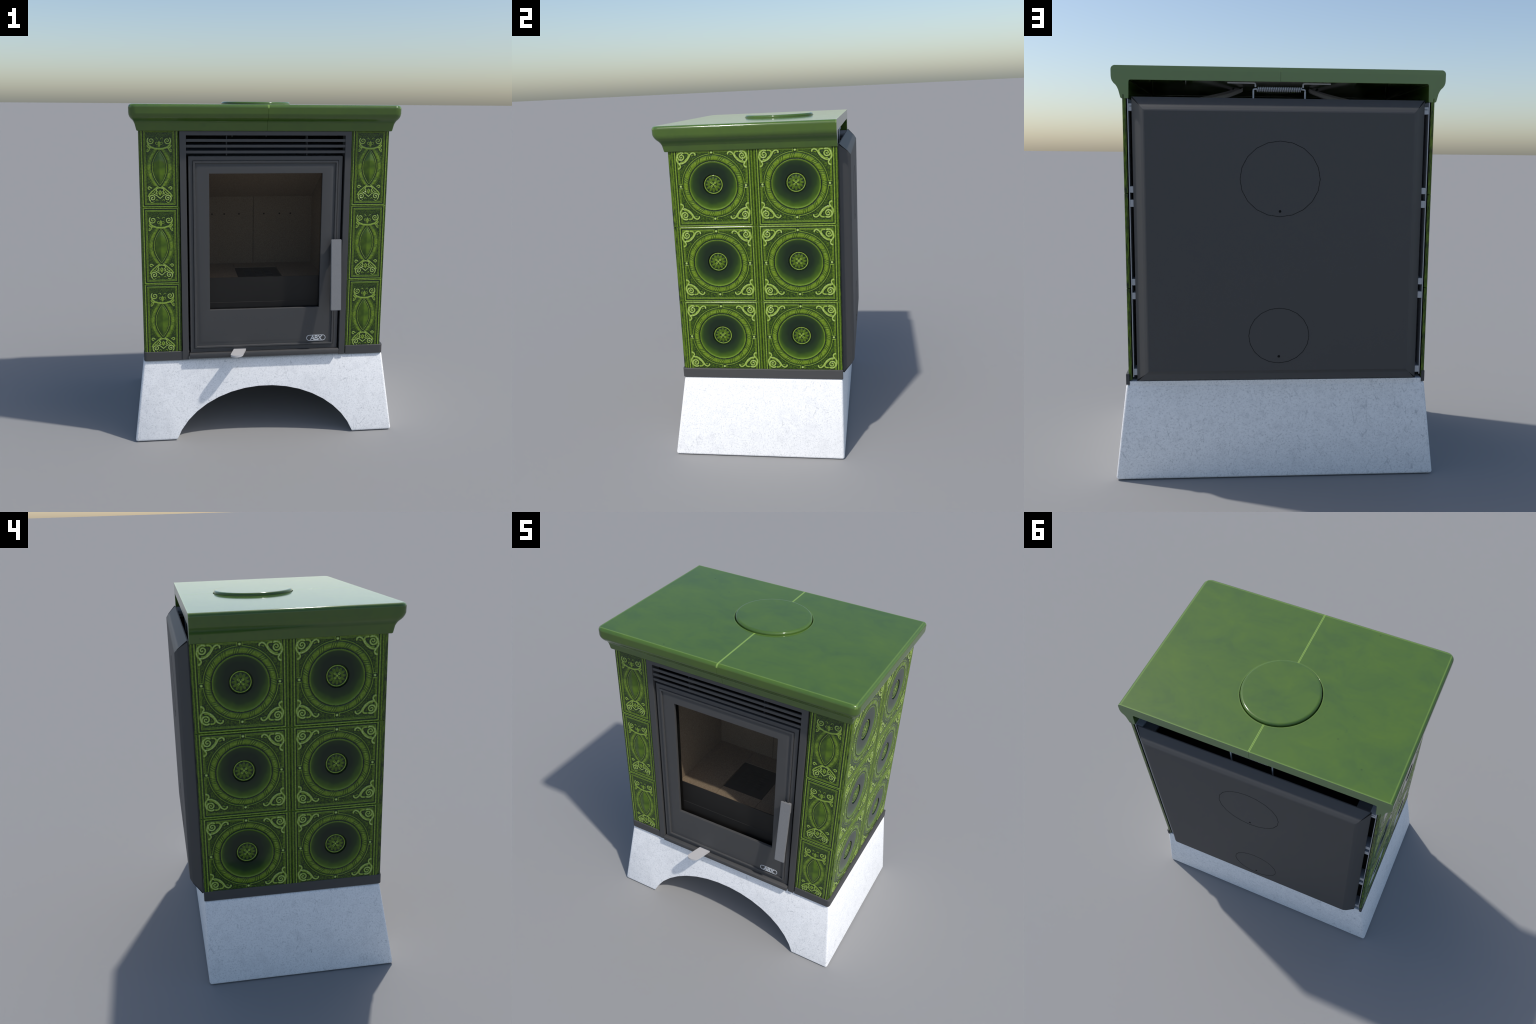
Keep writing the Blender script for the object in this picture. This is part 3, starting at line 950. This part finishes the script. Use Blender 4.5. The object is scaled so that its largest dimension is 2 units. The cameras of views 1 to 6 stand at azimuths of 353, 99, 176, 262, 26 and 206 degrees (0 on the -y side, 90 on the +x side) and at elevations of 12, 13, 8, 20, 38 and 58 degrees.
def build_firebox(root, M):
    fx, fy0, fy1, fz = 0.398, -0.362, 0.172, 0.930
    fire = box("firebox_back", (CX - 0.001 - fx, CX - 0.0015), (fy1, fy1 + 0.03), (fz - 0.03, 1.62), M["board"], root)
    box("firebox_back_board", (CX + 0.0015, CX + fx), (fy1, fy1 + 0.03), (fz - 0.03, 1.62), M["board"], fire)
    for s in (-1, 1):
        x = tuple(sorted((CX + s * fx, CX + s * (fx + 0.03))))
        box("firebox_side_board", x, (fy0, fy1 + 0.03), (fz - 0.03, 1.680), M["board"], fire)
        # two long floor bricks left and right of the grate
        xs = tuple(sorted((CX + s * 0.1395, CX + s * fx)))
        box("floor_brick", xs, (fy0, fy1), (fz - 0.04, fz), M["board"], fire)
    box("floor_brick", (CX - 0.1370, CX + 0.1370), (fy0, -0.2420), (fz - 0.04, fz), M["board"], fire)
    box("floor_brick", (CX - 0.1370, CX + 0.1370), (0.0450, fy1), (fz - 0.04, fz), M["board"], fire)
    # sloping baffle: from the top of the back wall up towards the door
    bm = bmesh.new()
    prism(bm, [(fy1 + 0.002, 1.383), (-0.300, 1.672), (-0.300, 1.690), (fy1 + 0.002, 1.413)], 0, CX - fx + 0.002, CX + fx - 0.002)
    from_bmesh("baffle_board", bm, M["board"], fire)
    # flat brown discs drawn on the back wall for the air holes
    for x in (-0.286, -0.202, -0.100, 0.073, 0.182, 0.259):
        bm = bmesh.new()
        prism(bm, [(0.97 * x - 0.004 + 0.0055 * math.cos(t), 1.2675 + 0.0055 * math.sin(t)) for t in np.linspace(0, math.tau, 16, endpoint=False)], 1, fy1 - 0.001, fy1 + 0.004)
        from_bmesh("air_hole_disc", bm, M["hole_brown"], fire)
    # cast grate with bars
    grate = box("grate", (CX - 0.1345, CX + 0.1345), (-0.2395, 0.0425), (fz - 0.03, fz - 0.003), M["iron"], fire)
    bm = bmesh.new()
    for i in range(3):
        for j in range(9):
            xc, yc = CX - 0.062 + 0.062 * i, -0.185 + 0.022 * j
            add_box(bm, (xc - 0.024, xc + 0.024), (yc - 0.0045, yc + 0.0045), (fz - 0.004, fz + 0.0005 + 0.001 * ((i + j) % 2)))
    from_bmesh("grate_bar", bm, M["iron"], grate)["kind"] = "stuff"
    # log guard
    bm = bmesh.new()
    prism(bm, [(-0.371, 0.966), (-0.365, 0.966), (-0.365, 0.60), (-0.3735, 0.60), (-0.3735, 0.812), (-0.3710, 0.8135)], 0, CX - 0.400, CX + 0.400)
    from_bmesh("log_guard", bm, M["iron"], root)
    # steel lining behind the door
    bm = bmesh.new()
    for s in (-1, 1):
        x = tuple(sorted((CX + s * 0.400, CX + s * 0.440)))
        add_box(bm, x, (-0.404, -0.376), (0.56, 1.68))
    add_box(bm, (CX - 0.440, CX + 0.440), (-0.404, -0.300), (1.681, 1.689))
    add_box(bm, (CX - 0.440, CX + 0.440), (-0.404, -0.376), (0.535, 0.59))
    from_bmesh("firebox_lining", bm, M["iron"], root)


def main():
    root = bpy.data.objects.new("tiled_stove", None)
    bpy.context.scene.collection.objects.link(root)
    root["label"] = "wood stove clad in green glazed relief tiles on a white arched plinth"
    root["category"] = "stove"
    M = {
        "steel": mat_plain("dark_grey_steel", (0.063, 0.0625, 0.063), 0.55, 0.0, 0.4, 0.04),
        "door": mat_plain("dark_grey_door", (0.063, 0.0625, 0.063), 0.50, 0.0, 0.4, 0.04),
        "black": mat_plain("flat_black", (0.006, 0.006, 0.006), 0.8, 0.0, 0.2, 0.1),
        "hole_brown": mat_plain("hole_disc_brown", (0.055, 0.048, 0.040), 0.9, 0.0, 0.1, 0.1),
        "iron": mat_plain("cast_iron", (0.030, 0.030, 0.032), 0.6, 0.0, 0.4, 0.1),
        "zinc": mat_plain("galvanised_steel", (0.50, 0.51, 0.53), 0.5, 0.2, 0.4, 0.06),
        "zinc_dark": mat_plain("grey_sheet_steel", (0.16, 0.165, 0.175), 0.5, 0.2, 0.4, 0.06),
        "brushed": mat_brushed("brushed_steel", (0.235, 0.235, 0.238)),
        "lever": mat_plain("satin_steel", (0.55, 0.54, 0.54), 0.45, 0.2, 0.4, 0.03),
        "silver": mat_plain("silver_print", (0.62, 0.64, 0.66), 0.5, 0.0, 0.4, 0.02),
        "board": mat_vermiculite(),
        "glass": mat_glass(),
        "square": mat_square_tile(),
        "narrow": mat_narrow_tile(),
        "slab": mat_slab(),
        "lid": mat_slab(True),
        "plinth": mat_plinth(),
    }
    build_plinth(root, M["plinth"])
    build_trim(root, M["steel"])
    build_tiles(root, M)
    build_slab(root, M["slab"], M["lid"])
    build_front(root, M)
    build_rear(root, M)
    build_firebox(root, M)


main()
